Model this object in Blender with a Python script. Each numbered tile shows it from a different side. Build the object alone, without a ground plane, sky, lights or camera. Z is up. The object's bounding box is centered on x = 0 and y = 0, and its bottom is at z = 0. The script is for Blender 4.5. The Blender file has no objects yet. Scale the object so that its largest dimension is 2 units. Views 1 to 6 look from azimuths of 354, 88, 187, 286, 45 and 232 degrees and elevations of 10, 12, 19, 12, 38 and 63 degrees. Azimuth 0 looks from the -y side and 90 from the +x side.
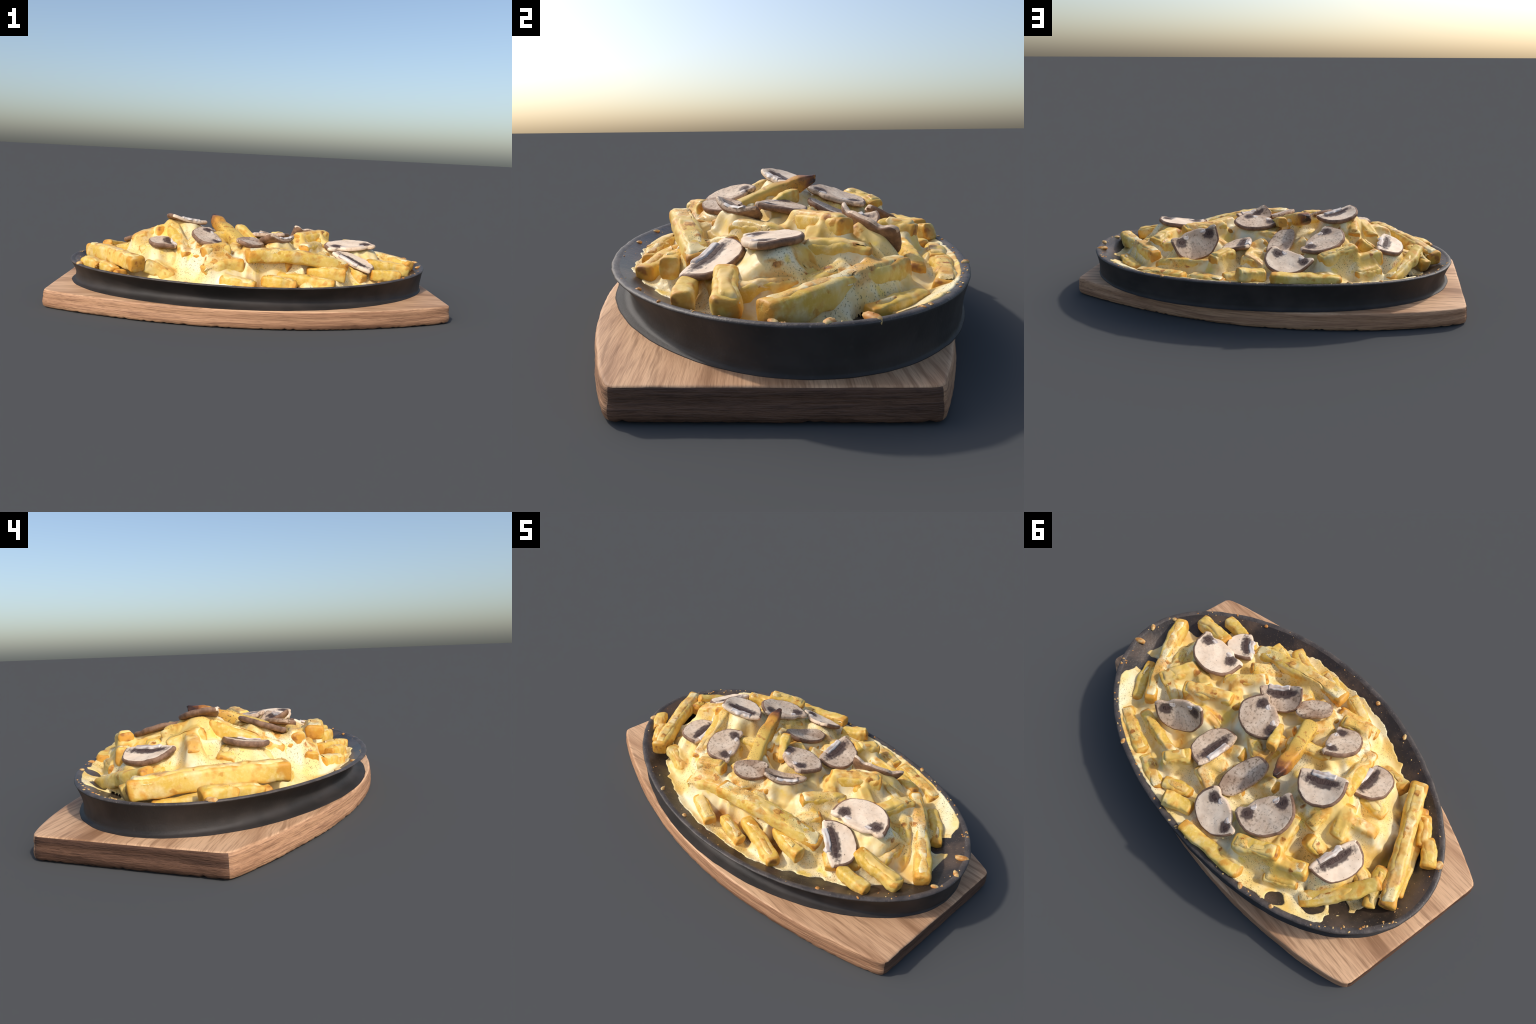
import bpy, bmesh, math, random
import numpy as np
from mathutils import Vector, Matrix, noise as mnoise

random.seed(11)
rng = np.random.default_rng(11)

# ------------------------------------------------------------------ helpers
def new_mesh(name, verts, faces, mats, parent=None, smooth=True, mat_index=None, matrix=None, closed=False):
    me = bpy.data.meshes.new(name)
    me.from_pydata([tuple(v) for v in verts], [], faces)
    for m in mats:
        me.materials.append(m)
    if mat_index is not None:
        me.polygons.foreach_set("material_index", np.asarray(mat_index, dtype=np.int32))
    me.polygons.foreach_set("use_smooth", np.full(len(me.polygons), smooth, dtype=bool))
    me.update()
    if closed:
        bm_ = bmesh.new()
        bm_.from_mesh(me)
        bmesh.ops.recalc_face_normals(bm_, faces=bm_.faces)
        bm_.to_mesh(me)
        bm_.free()
    ob = bpy.data.objects.new(name, me)
    bpy.context.scene.collection.objects.link(ob)
    if matrix is not None:
        ob.matrix_world = matrix
    if parent is not None:
        ob.parent = parent
        ob.matrix_parent_inverse = parent.matrix_world.inverted()
    return ob


def smoothstep(a, b, x):
    t = np.clip((x - a) / (b - a), 0, 1)
    return t * t * (3 - 2 * t)


def lattice_noise(x, y, scale, seed):
    """smooth value noise in 2D, roughly -1..1"""
    r = np.random.default_rng(seed)
    tab = r.uniform(-1, 1, (64, 64))
    X, Y = x * scale + 31.3, y * scale + 17.7
    i, j = np.floor(X).astype(int), np.floor(Y).astype(int)
    u, v = X - i, Y - j
    u, v = u * u * (3 - 2 * u), v * v * (3 - 2 * v)
    g = lambda a, b: tab[a % 64, b % 64]
    return (g(i, j) * (1 - u) + g(i + 1, j) * u) * (1 - v) + (g(i, j + 1) * (1 - u) + g(i + 1, j + 1) * u) * v


def blur(a, sigma):
    r = int(3 * sigma) + 1
    k = np.exp(-0.5 * (np.arange(-r, r + 1) / sigma) ** 2)
    k /= k.sum()
    for ax in (0, 1):
        pad = [(0, 0), (0, 0)]
        pad[ax] = (r, r)
        p = np.pad(a, pad, mode="edge")
        out = np.zeros_like(a)
        for n, w in enumerate(k):
            sl = [slice(None)] * 2
            sl[ax] = slice(n, n + a.shape[ax])
            out += w * p[tuple(sl)]
        a = out
    return a


# ------------------------------------------------------------------ node helper
class Nodes:
    def __init__(self, name):
        self.mat = bpy.data.materials.new(name)
        self.mat.use_nodes = True
        self.t = self.mat.node_tree
        self.b = self.t.nodes["Principled BSDF"]
        self.co = self.t.nodes.new("ShaderNodeTexCoord")

    def n(self, kind, **kw):
        nd = self.t.nodes.new("ShaderNode" + kind)
        for k, v in kw.items():
            setattr(nd, k, v)
        return nd

    def put(self, sock, v):
        if isinstance(v, bpy.types.NodeSocket):
            self.t.links.new(v, sock)
        else:
            sock.default_value = v

    def math(self, op, a, b=0.0, clamp=False):
        nd = self.n("Math", operation=op, use_clamp=clamp)
        self.put(nd.inputs[0], a)
        self.put(nd.inputs[1], b)
        return nd.outputs[0]

    def noise(self, scale, detail=3.0, rough=0.5, vec=None, dist=0.0):
        nd = self.n("TexNoise")
        nd.inputs["Scale"].default_value = scale
        nd.inputs["Detail"].default_value = detail
        nd.inputs["Roughness"].default_value = rough
        nd.inputs["Distortion"].default_value = dist
        self.put(nd.inputs["Vector"], vec or self.co.outputs["Object"])
        return nd.outputs["Fac"]

    def mapping(self, vec, loc=(0, 0, 0), rot=(0, 0, 0), scale=(1, 1, 1), kind="POINT"):
        nd = self.n("Mapping", vector_type=kind)
        self.put(nd.inputs["Vector"], vec)
        nd.inputs["Location"].default_value = loc
        nd.inputs["Rotation"].default_value = rot
        nd.inputs["Scale"].default_value = scale
        return nd.outputs[0]

    def step(self, v, a, b, lo=0.0, hi=1.0):
        nd = self.n("MapRange", interpolation_type="SMOOTHSTEP")
        self.put(nd.inputs["Value"], v)
        nd.inputs["From Min"].default_value = a
        nd.inputs["From Max"].default_value = b
        nd.inputs["To Min"].default_value = lo
        nd.inputs["To Max"].default_value = hi
        return nd.outputs[0]

    def mix(self, fac, a, b, mode="MIX"):
        nd = self.n("Mix", data_type="RGBA", blend_type=mode)
        self.put(nd.inputs["Factor"], fac)
        for s, v in ((nd.inputs["A"] if False else nd.inputs[6], a), (nd.inputs[7], b)):
            self.put(s, v if isinstance(v, bpy.types.NodeSocket) else (*v, 1.0))
        return nd.outputs[2]

    def bump(self, height, strength, distance):
        nd = self.n("Bump")
        nd.inputs["Strength"].default_value = strength
        nd.inputs["Distance"].default_value = distance
        self.put(nd.inputs["Height"], height)
        self.t.links.new(nd.outputs[0], self.b.inputs["Normal"])

    def done(self, color, rough=0.5, spec=0.5, **kw):
        self.put(self.b.inputs["Base Color"], color if isinstance(color, bpy.types.NodeSocket) else (*color, 1))
        self.put(self.b.inputs["Roughness"], rough)
        self.b.inputs["Specular IOR Level"].default_value = spec
        for k, v in kw.items():
            self.put(self.b.inputs[k.replace("_", " ")], v)
        return self.mat

    def xyz(self, vec):
        nd = self.n("SeparateXYZ")
        self.put(nd.inputs[0], vec)
        return nd.outputs


def herb_mask(m, amount=None, lo=0.63):
    """fine dried-herb flecks that gather in patches"""
    o = m.co.outputs["Object"]
    fleck = m.step(m.noise(150, 1.0, 0.4, m.mapping(o, scale=(1, 1.7, 1.2), rot=(0.4, 0.2, 0.7))), lo, lo + 0.06)
    patch = m.step(m.noise(5.0, 2.0), 0.40, 0.60)
    f = m.math("MULTIPLY", fleck, patch)
    return m.math("MULTIPLY", f, amount) if amount is not None else f


# ------------------------------------------------------------------ the oval of the pan
CX, CY, RA, RB = 0.0184, 0.006, 0.9427, 0.5800


def oval(th):
    """outer edge of the pan's rim, a slightly uneven oval: x, y, z at angle th"""
    f = (0.0043 * np.sin(2 * th) - 0.0035 * np.cos(3 * th) + 0.0152 * np.sin(3 * th) - 0.0009 * np.cos(4 * th)
         + 0.0021 * np.cos(5 * th) - 0.0033 * np.sin(5 * th))
    x, y = CX + RA * np.cos(th) * (1 + f), CY + RB * np.sin(th) * (1 + f)
    z = 0.2017 + 0.0031 * np.cos(th) + 0.0135 * np.sin(th) - 0.001 * np.cos(2 * th) + 0.0028 * np.cos(3 * th) - 0.0018 * np.sin(3 * th)
    return x, y, z


TH = np.linspace(0, 2 * np.pi, 1440, endpoint=False)
_ox, _oy, _oz = oval(TH)
_oang = np.unwrap(np.arctan2(_oy - CY, _ox - CX))
_orad = np.hypot(_ox - CX, _oy - CY)


_tx, _ty = np.roll(_ox, -1) - np.roll(_ox, 1), np.roll(_oy, -1) - np.roll(_oy, 1)
# cosine between the radius and the outward normal: turns a radial inset into one square to the rim
_ocos = (_ty * (_ox - CX) - _tx * (_oy - CY)) / (np.hypot(_tx, _ty) * _orad)


def oval_fraction(x, y):
    """0 at the centre of the pan, 1 on the rim's outer edge; and the polar angle, rim height there"""
    a = np.arctan2(y - CY, x - CX)
    a = np.where(a < _oang[0], a + 2 * np.pi, a)
    xp = np.concatenate([_oang, [_oang[0] + 2 * np.pi]])
    r = np.interp(a, xp, np.concatenate([_orad, _orad[:1]]))
    z = np.interp(a, xp, np.concatenate([_oz, _oz[:1]]))
    return np.hypot(x - CX, y - CY) / r, a, z


PAN_FLOOR = 0.14
# pan section from rim to inner floor: inset from the outer edge (m), height below the rim's top (None: floor)
INNER = [(0.003, 0.001), (0.010, 0.003), (0.019, 0.001), (0.026, -0.002), (0.034, -0.006), (0.048, -0.012),
         (0.066, -0.020), (0.086, -0.031), (0.110, -0.043), (0.14, -0.052), (0.20, -0.056)]


def pan_inner_z(x, y):
    f, a, zr = oval_fraction(x, y)
    r = np.hypot(x - CX, y - CY)
    cs = np.interp(a, np.concatenate([_oang, [_oang[0] + 2 * np.pi]]), np.concatenate([_ocos, _ocos[:1]]))
    inset = (r / np.maximum(f, 1e-4) - r) * cs
    return zr + np.interp(inset, [p[0] for p in INNER], [p[1] for p in INNER])


# ------------------------------------------------------------------ wooden board
def wood_material(name, light, mid, dark, streak, fibre, bump):
    m = Nodes(name)
    o = m.co.outputs["Object"]
    wav = m.n("VectorMath", operation="ADD")           # let the grain wander a little
    m.t.links.new(o, wav.inputs[0])
    wob = m.math("MULTIPLY", m.math("SUBTRACT", m.noise(2.2, 2, 0.5), 0.5), 0.10)
    cmb = m.n("CombineXYZ")
    m.put(cmb.inputs[1], wob)
    m.put(cmb.inputs[2], m.math("MULTIPLY", wob, 0.35))
    m.t.links.new(cmb.outputs[0], wav.inputs[1])
    g = wav.outputs[0]
    broad = m.noise(1.0, 2.0, 0.5, m.mapping(g, scale=streak))
    lines = m.noise(1.0, 3.0, 0.6, m.mapping(g, scale=tuple(v * 3.4 for v in streak), loc=(4, 2, 1)))
    fine = m.noise(1.0, 3.0, 0.65, m.mapping(o, scale=fibre))
    c = m.mix(m.step(broad, 0.36, 0.64), light, mid)
    c = m.mix(m.step(lines, 0.50, 0.66, 0, 0.55), c, dark)
    c = m.mix(m.step(broad, 0.60, 0.74, 0, 0.75), c, dark)
    c = m.mix(m.step(fine, 0.46, 0.72, 0, 0.45), c, dark)
    c = m.mix(m.step(fine, 0.45, 0.28, 0, 0.35), c, light)
    m.bump(m.math("ADD", fine, lines), bump, 0.004)
    return m.done(c, 0.6, 0.3)


def build_board():
    top = wood_material("board_top_wood", (0.74, 0.455, 0.26), (0.54, 0.305, 0.165), (0.25, 0.12, 0.055), (0.9, 13.0, 6.0), (9.0, 170.0, 60.0), 0.25)
    side = wood_material("board_side_wood", (0.56, 0.31, 0.17), (0.40, 0.205, 0.11), (0.17, 0.08, 0.045), (0.9, 5.0, 42.0), (12.0, 60.0, 210.0), 0.55)
    endm = wood_material("board_end_grain", (0.17, 0.085, 0.05), (0.105, 0.052, 0.031), (0.045, 0.022, 0.014), (4.0, 1.2, 40.0), (60.0, 26.0, 190.0), 0.8)
    # plan outline: two straight ends, two bowed sides
    corners = {"nw": (-0.9945, -0.287), "ne": (0.954, -0.421), "se": (0.9945, 0.277), "sw": (-0.955, 0.388)}

    def bowed(a, b, bow, n, e0=0.85, e1=0.85):
        out = []
        for i in range(n):
            t = i / n
            k = math.sin(math.pi * t) ** (e0 if t < 0.5 else e1)
            out.append((a[0] + (b[0] - a[0]) * t, a[1] + (b[1] - a[1]) * t + bow * k))
        return out

    pts = bowed(corners["nw"], corners["ne"], -0.227, 150) + bowed(corners["ne"], corners["se"], 0.0, 50) \
        + bowed(corners["se"], corners["sw"], 0.222, 150, 0.92, 0.75) + bowed(corners["sw"], corners["nw"], 0.0, 50)
    tag = [0] * 150 + [1] * 50 + [0] * 150 + [1] * 50
    pts = np.array(pts)
    # round the four corners a little in plan
    for _ in range(2):
        pts = 0.5 * pts + 0.25 * (np.roll(pts, 1, 0) + np.roll(pts, -1, 0))
    n = len(pts)
    tan = np.roll(pts, -1, 0) - np.roll(pts, 1, 0)
    nor = np.stack([tan[:, 1], -tan[:, 0]], 1)
    nor /= np.linalg.norm(nor, axis=1)[:, None]
    zt = 0.0835
    rows = [(-0.030, zt + 0.001), (-0.010, zt + 0.0005), (-0.004, zt), (-0.0008, zt - 0.003), (0.0015, zt - 0.009), (0.003, zt - 0.024), (0.0015, zt - 0.030),
            (0.005, zt - 0.044), (0.0070, 0.026), (0.006, 0.015), (0.004, 0.006), (-0.002, 0.001), (-0.022, 0.0)]
    verts, faces, mi = [], [], []
    for k, (off, z) in enumerate(rows):
        for i in range(n):
            p = pts[i] + nor[i] * off
            wob = 0.0025 * mnoise.noise(Vector((p[0] * 9, p[1] * 9, z * 30))) + 0.0012 * mnoise.noise(Vector((p[0] * 60, p[1] * 60, z * 90)))
            if k > 2:
                p = p + nor[i] * wob
            zz = z
            if k in (9, 10, 11):      # splintered lower arris
                zz += max(0, mnoise.noise(Vector((p[0] * 70, p[1] * 70, 3)))) * 0.010
            if k < 3:
                zz += 0.0015 * mnoise.noise(Vector((p[0] * 5, p[1] * 5, 7)))
            verts.append((p[0], p[1], max(zz, 0.0)))
    for k in range(len(rows) - 1):
        for i in range(n):
            j = (i + 1) % n
            faces.append((k * n + i, (k + 1) * n + i, (k + 1) * n + j, k * n + j))
            mi.append(0 if k < 3 else (2 if tag[i] else 1))
    # top and bottom: rings shrinking to the centre line
    base = 0
    for s in (0.8, 0.5, 0.2):
        start = len(verts)
        for i in range(n):
            p = verts[i]
            verts.append((p[0] * s, p[1] * s, zt + 0.001))
        for i in range(n):
            j = (i + 1) % n
            faces.append((base + j, start + j, start + i, base + i))
            mi.append(0)
        base = start
    faces.append(tuple(base + i for i in range(n)))
    mi.append(0)
    faces.append(tuple((len(rows) - 1) * n + i for i in reversed(range(n))))
    mi.append(1)
    ob = new_mesh("wooden_board", verts, faces, [top, side, endm], mat_index=mi, closed=True)
    ob["label"] = "light brown wooden serving board with bowed sides"
    ob["category"] = "serving board"
    return ob


# ------------------------------------------------------------------ cast-iron pan
def build_pan():
    m = Nodes("cast_iron")
    o = m.co.outputs["Object"]
    c = m.mix(m.step(m.noise(7, 3), 0.35, 0.7), (0.026, 0.0225, 0.0205), (0.044, 0.036, 0.032))
    c = m.mix(m.step(m.noise(60, 3), 0.6, 0.8, 0, 0.5), c, (0.055, 0.045, 0.04))
    m.bump(m.noise(140, 4, 0.6), 0.25, 0.003)
    outer = m.done(c, 0.6, 0.35)
    m = Nodes("rim_iron")
    c = m.mix(m.step(m.noise(18, 4, 0.6), 0.35, 0.7), (0.050, 0.041, 0.037), (0.10, 0.080, 0.068))
    c = m.mix(m.step(m.noise(150, 2), 0.66, 0.74, 0, 0.7), c, (0.24, 0.20, 0.17))
    m.bump(m.noise(90, 4, 0.65), 0.5, 0.004)
    rim = m.done(c, 0.5, 0.45)
    m = Nodes("greasy_inner_wall")
    c = m.mix(m.step(m.noise(6, 4, 0.6), 0.4, 0.68), (0.030, 0.022, 0.017), (0.10, 0.066, 0.044))
    c = m.mix(m.step(m.noise(190, 1), 0.70, 0.76, 0, 0.8), c, (0.30, 0.20, 0.11))
    m.bump(m.noise(60, 4, 0.6), 0.35, 0.004)
    inner = m.done(c, 0.38, 0.5)
    m = Nodes("baked_shadow_flange")  # pan's contact shadow on the board, modelled as a thin dark flange
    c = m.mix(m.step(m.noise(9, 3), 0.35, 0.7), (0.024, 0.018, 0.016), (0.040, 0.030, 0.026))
    shadow_flange = m.done(c, 0.75, 0.25)
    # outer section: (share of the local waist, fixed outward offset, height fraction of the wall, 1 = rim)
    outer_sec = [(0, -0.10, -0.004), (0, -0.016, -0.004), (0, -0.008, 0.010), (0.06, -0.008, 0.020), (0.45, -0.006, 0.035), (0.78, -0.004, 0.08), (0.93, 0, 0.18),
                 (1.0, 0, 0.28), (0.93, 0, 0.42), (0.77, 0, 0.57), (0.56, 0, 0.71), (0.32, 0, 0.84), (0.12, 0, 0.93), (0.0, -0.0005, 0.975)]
    waist_deg = [0, 30, 60, 90, 120, 150, 180, 200, 220, 240, 260, 280, 300, 320, 340, 360]
    waist_val = [0.010, 0.014, 0.018, 0.020, 0.024, 0.026, 0.026, 0.040, 0.062, 0.075, 0.075, 0.066, 0.052, 0.036, 0.018, 0.010]
    N = 420
    th = np.linspace(0, 2 * np.pi, N, endpoint=False)
    x, y, zr = oval(th)
    tx, ty = np.roll(x, -1) - np.roll(x, 1), np.roll(y, -1) - np.roll(y, 1)
    l = np.hypot(tx, ty)
    nx, ny = ty / l, -tx / l
    z0 = 0.0838
    rows = []
    waist = np.interp(np.degrees(th), waist_deg, waist_val)
    for k, (sh, off, h) in enumerate(outer_sec):
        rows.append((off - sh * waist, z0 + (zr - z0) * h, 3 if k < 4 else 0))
    for ins, dz in INNER:
        rows.append((-ins + 0 * zr, zr + dz, 1 if ins < 0.028 else 2))
    verts, faces, mi = [], [], []
    for k, (off, z, t) in enumerate(rows):
        for i in range(N):
            px, py = x[i] + nx[i] * off[i], y[i] + ny[i] * off[i]
            w = mnoise.noise(Vector((px * 14, py * 14, z[i] * 20)))
            w2 = mnoise.noise(Vector((px * 55, py * 55, z[i] * 50)))
            a = 0.0022 if k > 1 else 0
            verts.append((px + nx[i] * (a * w + 0.0009 * w2), py + ny[i] * (a * w + 0.0009 * w2), z[i] + (0.0012 * w + 0.0008 * w2 if k > 11 else 0)))
    for k in range(len(rows) - 1):
        for i in range(N):
            j = (i + 1) % N
            faces.append((k * N + i, k * N + j, (k + 1) * N + j, (k + 1) * N + i))
            mi.append(rows[k + 1][2])
    faces.append(tuple((len(rows) - 1) * N + i for i in range(N)))
    mi.append(2)
    faces.append(tuple(i for i in reversed(range(N))))
    mi.append(0)
    ob = new_mesh("cast_iron_pan", verts, faces, [outer, rim, inner, shadow_flange], mat_index=mi, closed=True)
    ob["label"] = "oval black cast iron sizzling pan with flared rim"
    ob["category"] = "pan"
    return ob


# ------------------------------------------------------------------ the food: fries
# each fry: points along the middle of its top face, width, depth, how far cheese drapes over it (0 bare .. 1)
FRIES = [
    # +x end
    (((0.868, -0.093, 0.232), (0.72, 0.11, 0.252), (0.552, 0.305, 0.262)), 0.064, 0.070, 0.7),
    (((0.822, -0.172, 0.229), (0.71, -0.178, 0.245), (0.60, -0.180, 0.258)), 0.066, 0.062, 0.6),
    (((0.740, -0.285, 0.222), (0.67, -0.285, 0.224), (0.590, -0.280, 0.225)), 0.056, 0.055, 0.2),
    (((0.590, 0.212, 0.292), (0.565, 0.13, 0.303), (0.535, 0.03, 0.300)), 0.070, 0.060, 0.7),
    (((0.448, 0.165, 0.350), (0.36, 0.10, 0.350), (0.255, 0.03, 0.343)), 0.066, 0.062, 0.9),
    (((0.700, 0.000, 0.225), (0.66, 0.07, 0.245), (0.618, 0.14, 0.258)), 0.055, 0.055, 0.9),
    (((0.640, 0.340, 0.190), (0.72, 0.25, 0.195), (0.78, 0.16, 0.190)), 0.050, 0.05, 0.2),
    # +y side
    (((0.536, 0.350, 0.228), (0.40, 0.365, 0.243), (0.245, 0.375, 0.245)), 0.052, 0.075, 0.3),
    (((0.236, 0.434, 0.292), (0.205, 0.385, 0.299), (0.165, 0.325, 0.304)), 0.062, 0.062, 0.4),
    (((0.090, 0.520, 0.272), (0.05, 0.495, 0.262), (-0.02, 0.460, 0.255)), 0.066, 0.062, 0.3),
    (((-0.055, 0.530, 0.263), (-0.20, 0.505, 0.252), (-0.370, 0.468, 0.240)), 0.060, 0.050, 0.3),
    (((0.175, 0.480, 0.225), (0.12, 0.45, 0.225), (0.05, 0.42, 0.225)), 0.055, 0.055, 0.7),
    (((0.62, 0.40, 0.205), (0.50, 0.44, 0.215), (0.36, 0.47, 0.215)), 0.060, 0.05, 1.0),
    (((0.34, 0.47, 0.218), (0.26, 0.49, 0.220), (0.16, 0.515, 0.215)), 0.060, 0.05, 1.0),
    (((-0.262, 0.418, 0.308), (-0.34, 0.375, 0.330), (-0.430, 0.320, 0.342)), 0.064, 0.062, 0.5),
    (((-0.300, 0.400, 0.255), (-0.42, 0.335, 0.282), (-0.545, 0.265, 0.303)), 0.066, 0.070, 0.35),
    (((-0.430, 0.395, 0.236), (-0.485, 0.355, 0.238), (-0.540, 0.305, 0.238)), 0.062, 0.060, 0.2),
    (((-0.590, 0.350, 0.196), (-0.68, 0.21, 0.238), (-0.752, 0.070, 0.275)), 0.062, 0.055, 0.25),
    # -x end
    (((-0.838, 0.108, 0.248), (-0.69, -0.135, 0.268), (-0.540, -0.365, 0.268)), 0.072, 0.075, 0.6),
    (((-0.825, 0.030, 0.180), (-0.73, -0.15, 0.190), (-0.620, -0.320, 0.195)), 0.060, 0.060, 0.0),
    (((-0.795, 0.158, 0.212), (-0.757, 0.098, 0.234), (-0.715, 0.010, 0.256)), 0.052, 0.06, 0.6),
    (((-0.730, -0.235, 0.210), (-0.77, -0.20, 0.225), (-0.825, -0.140, 0.222)), 0.064, 0.060, 0.8),
    (((-0.650, -0.305, 0.200), (-0.70, -0.25, 0.214), (-0.75, -0.19, 0.212)), 0.056, 0.046, 0.7),
    (((-0.614, -0.045, 0.308), (-0.56, -0.02, 0.335), (-0.50, 0.01, 0.350)), 0.062, 0.060, 0.8),
    (((-0.516, 0.105, 0.325), (-0.495, 0.05, 0.352), (-0.455, -0.02, 0.375)), 0.066, 0.060, 0.9),
    (((-0.565, -0.140, 0.278), (-0.51, -0.13, 0.292), (-0.44, -0.12, 0.305)), 0.060, 0.058, 0.4),
    (((-0.424, 0.165, 0.352), (-0.42, 0.11, 0.368), (-0.415, 0.03, 0.385)), 0.056, 0.056, 0.4),
    # -y side
    (((-0.310, -0.300, 0.278), (-0.36, -0.17, 0.338), (-0.400, -0.030, 0.392)), 0.064, 0.064, 0.5),
    (((-0.508, -0.308, 0.252), (-0.44, -0.318, 0.222), (-0.368, -0.325, 0.186)), 0.060, 0.060, 0.3),
    (((-0.250, -0.345, 0.318), (-0.20, -0.315, 0.325), (-0.125, -0.280, 0.330)), 0.066, 0.070, 0.5),
    (((-0.255, -0.400, 0.240), (-0.17, -0.37, 0.262), (-0.060, -0.330, 0.270)), 0.066, 0.066, 0.8),
    (((0.470, -0.258, 0.252), (0.22, -0.322, 0.312), (-0.045, -0.372, 0.318)), 0.078, 0.062, 0.75),
    (((0.440, -0.355, 0.240), (0.36, -0.345, 0.240), (0.260, -0.315, 0.236)), 0.060, 0.070, 0.45),
    (((0.376, -0.440, 0.196), (0.25, -0.40, 0.210), (0.110, -0.360, 0.216)), 0.062, 0.060, 0.6),
    (((0.190, -0.455, 0.196), (0.12, -0.445, 0.206), (0.030, -0.420, 0.212)), 0.054, 0.052, 0.7),
    (((0.000, -0.470, 0.190), (-0.08, -0.445, 0.200), (-0.160, -0.415, 0.205)), 0.060, 0.045, 1.0),
    (((0.560, -0.300, 0.200), (0.52, -0.26, 0.215), (0.46, -0.22, 0.225)), 0.055, 0.055, 0.9),
    # crown
    (((-0.190, 0.145, 0.432), (-0.14, 0.010, 0.404), (-0.050, -0.170, 0.335)), 0.066, 0.068, 0.0),
    (((-0.055, 0.060, 0.386), (-0.02, 0.00, 0.368), (0.03, -0.06, 0.33)), 0.040, 0.05, 0.0),
    (((-0.06, -0.02, 0.345), (-0.15, -0.07, 0.352), (-0.25, -0.12, 0.350)), 0.055, 0.05, 0.9),
    (((0.09, 0.05, 0.315), (0.02, 0.09, 0.318), (-0.04, 0.12, 0.312)), 0.055, 0.05, 1.0),
    (((0.40, -0.02, 0.305), (0.33, -0.08, 0.315), (0.26, -0.17, 0.315)), 0.06, 0.05, 1.0),
]
BURNT = 37


def fry_center(f, t):
    a, b, c = (np.array(p) for p in f[0])
    b = 2 * b - 0.5 * (a + c)          # the middle point lies on the curve
    t = np.asarray(t)[..., None]
    return (1 - t) ** 2 * a + 2 * t * (1 - t) * b + t * t * c


def fry_material():
    m = Nodes("fried_potato")
    g = m.xyz(m.co.outputs["Generated"])
    end = m.math("MULTIPLY", m.math("ABSOLUTE", m.math("SUBTRACT", g[0], 0.5)), 2.0)
    big = m.noise(9, 3)
    c = m.mix(m.step(big, 0.35, 0.65), (0.70, 0.43, 0.06), (0.82, 0.58, 0.15))
    c = m.mix(m.step(m.noise(70, 4, 0.65), 0.45, 0.75, 0, 0.5), c, (0.90, 0.70, 0.28))
    film = m.math("MULTIPLY", m.step(m.noise(13, 3, 0.55, m.mapping(m.co.outputs["Object"], loc=(7, 3, 1))), 0.50, 0.68), 0.42)
    c = m.mix(film, c, (0.90, 0.77, 0.46))
    toast = m.math("ADD", m.math("MULTIPLY", m.step(end, 0.72, 1.0), 0.22), m.noise(17, 3, 0.55))
    c = m.mix(m.step(toast, 0.50, 0.70, 0, 0.85), c, (0.66, 0.29, 0.03))
    c = m.mix(m.step(toast, 0.74, 0.88, 0, 0.85), c, (0.30, 0.095, 0.018))
    vor = m.n("TexVoronoi", feature="F1")
    m.put(vor.inputs["Vector"], m.co.outputs["Object"])
    vor.inputs["Scale"].default_value = 24
    dist = m.math("ADD", vor.outputs["Distance"], m.math("MULTIPLY", m.math("SUBTRACT", m.noise(42, 3), 0.5), 1.3))
    spot = m.math("MULTIPLY", m.step(dist, 0.30, 0.12), m.step(m.xyz(vor.outputs["Color"])[0], 0.55, 0.65))
    c = m.mix(m.math("MULTIPLY", spot, 0.7), c, (0.58, 0.26, 0.035))
    m.bump(m.math("ADD", m.noise(75, 4, 0.6), m.math("MULTIPLY", spot, 0.5)), 0.35, 0.004)
    return m.done(c, 0.5, 0.35, Subsurface_Weight=0.0)


def burnt_material():
    m = Nodes("charred_potato")
    g = m.xyz(m.co.outputs["Generated"])
    t = m.math("ADD", g[0], m.math("MULTIPLY", m.math("SUBTRACT", m.noise(28, 3), 0.5), 0.35))
    c = m.mix(m.step(t, 0.03, 0.17), (0.040, 0.018, 0.013), (0.24, 0.075, 0.022))
    c = m.mix(m.step(t, 0.12, 0.32), c, (0.58, 0.27, 0.035))
    c = m.mix(m.step(t, 0.30, 0.62), c, (0.66, 0.43, 0.09))
    c = m.mix(m.step(m.noise(36, 2), 0.60, 0.70, 0, 0.8), c, (0.42, 0.16, 0.025))
    c = m.mix(herb_mask(m), c, (0.16, 0.10, 0.03))
    m.bump(m.noise(60, 4, 0.6), 0.4, 0.005)
    return m.done(c, 0.48, 0.4)


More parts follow.
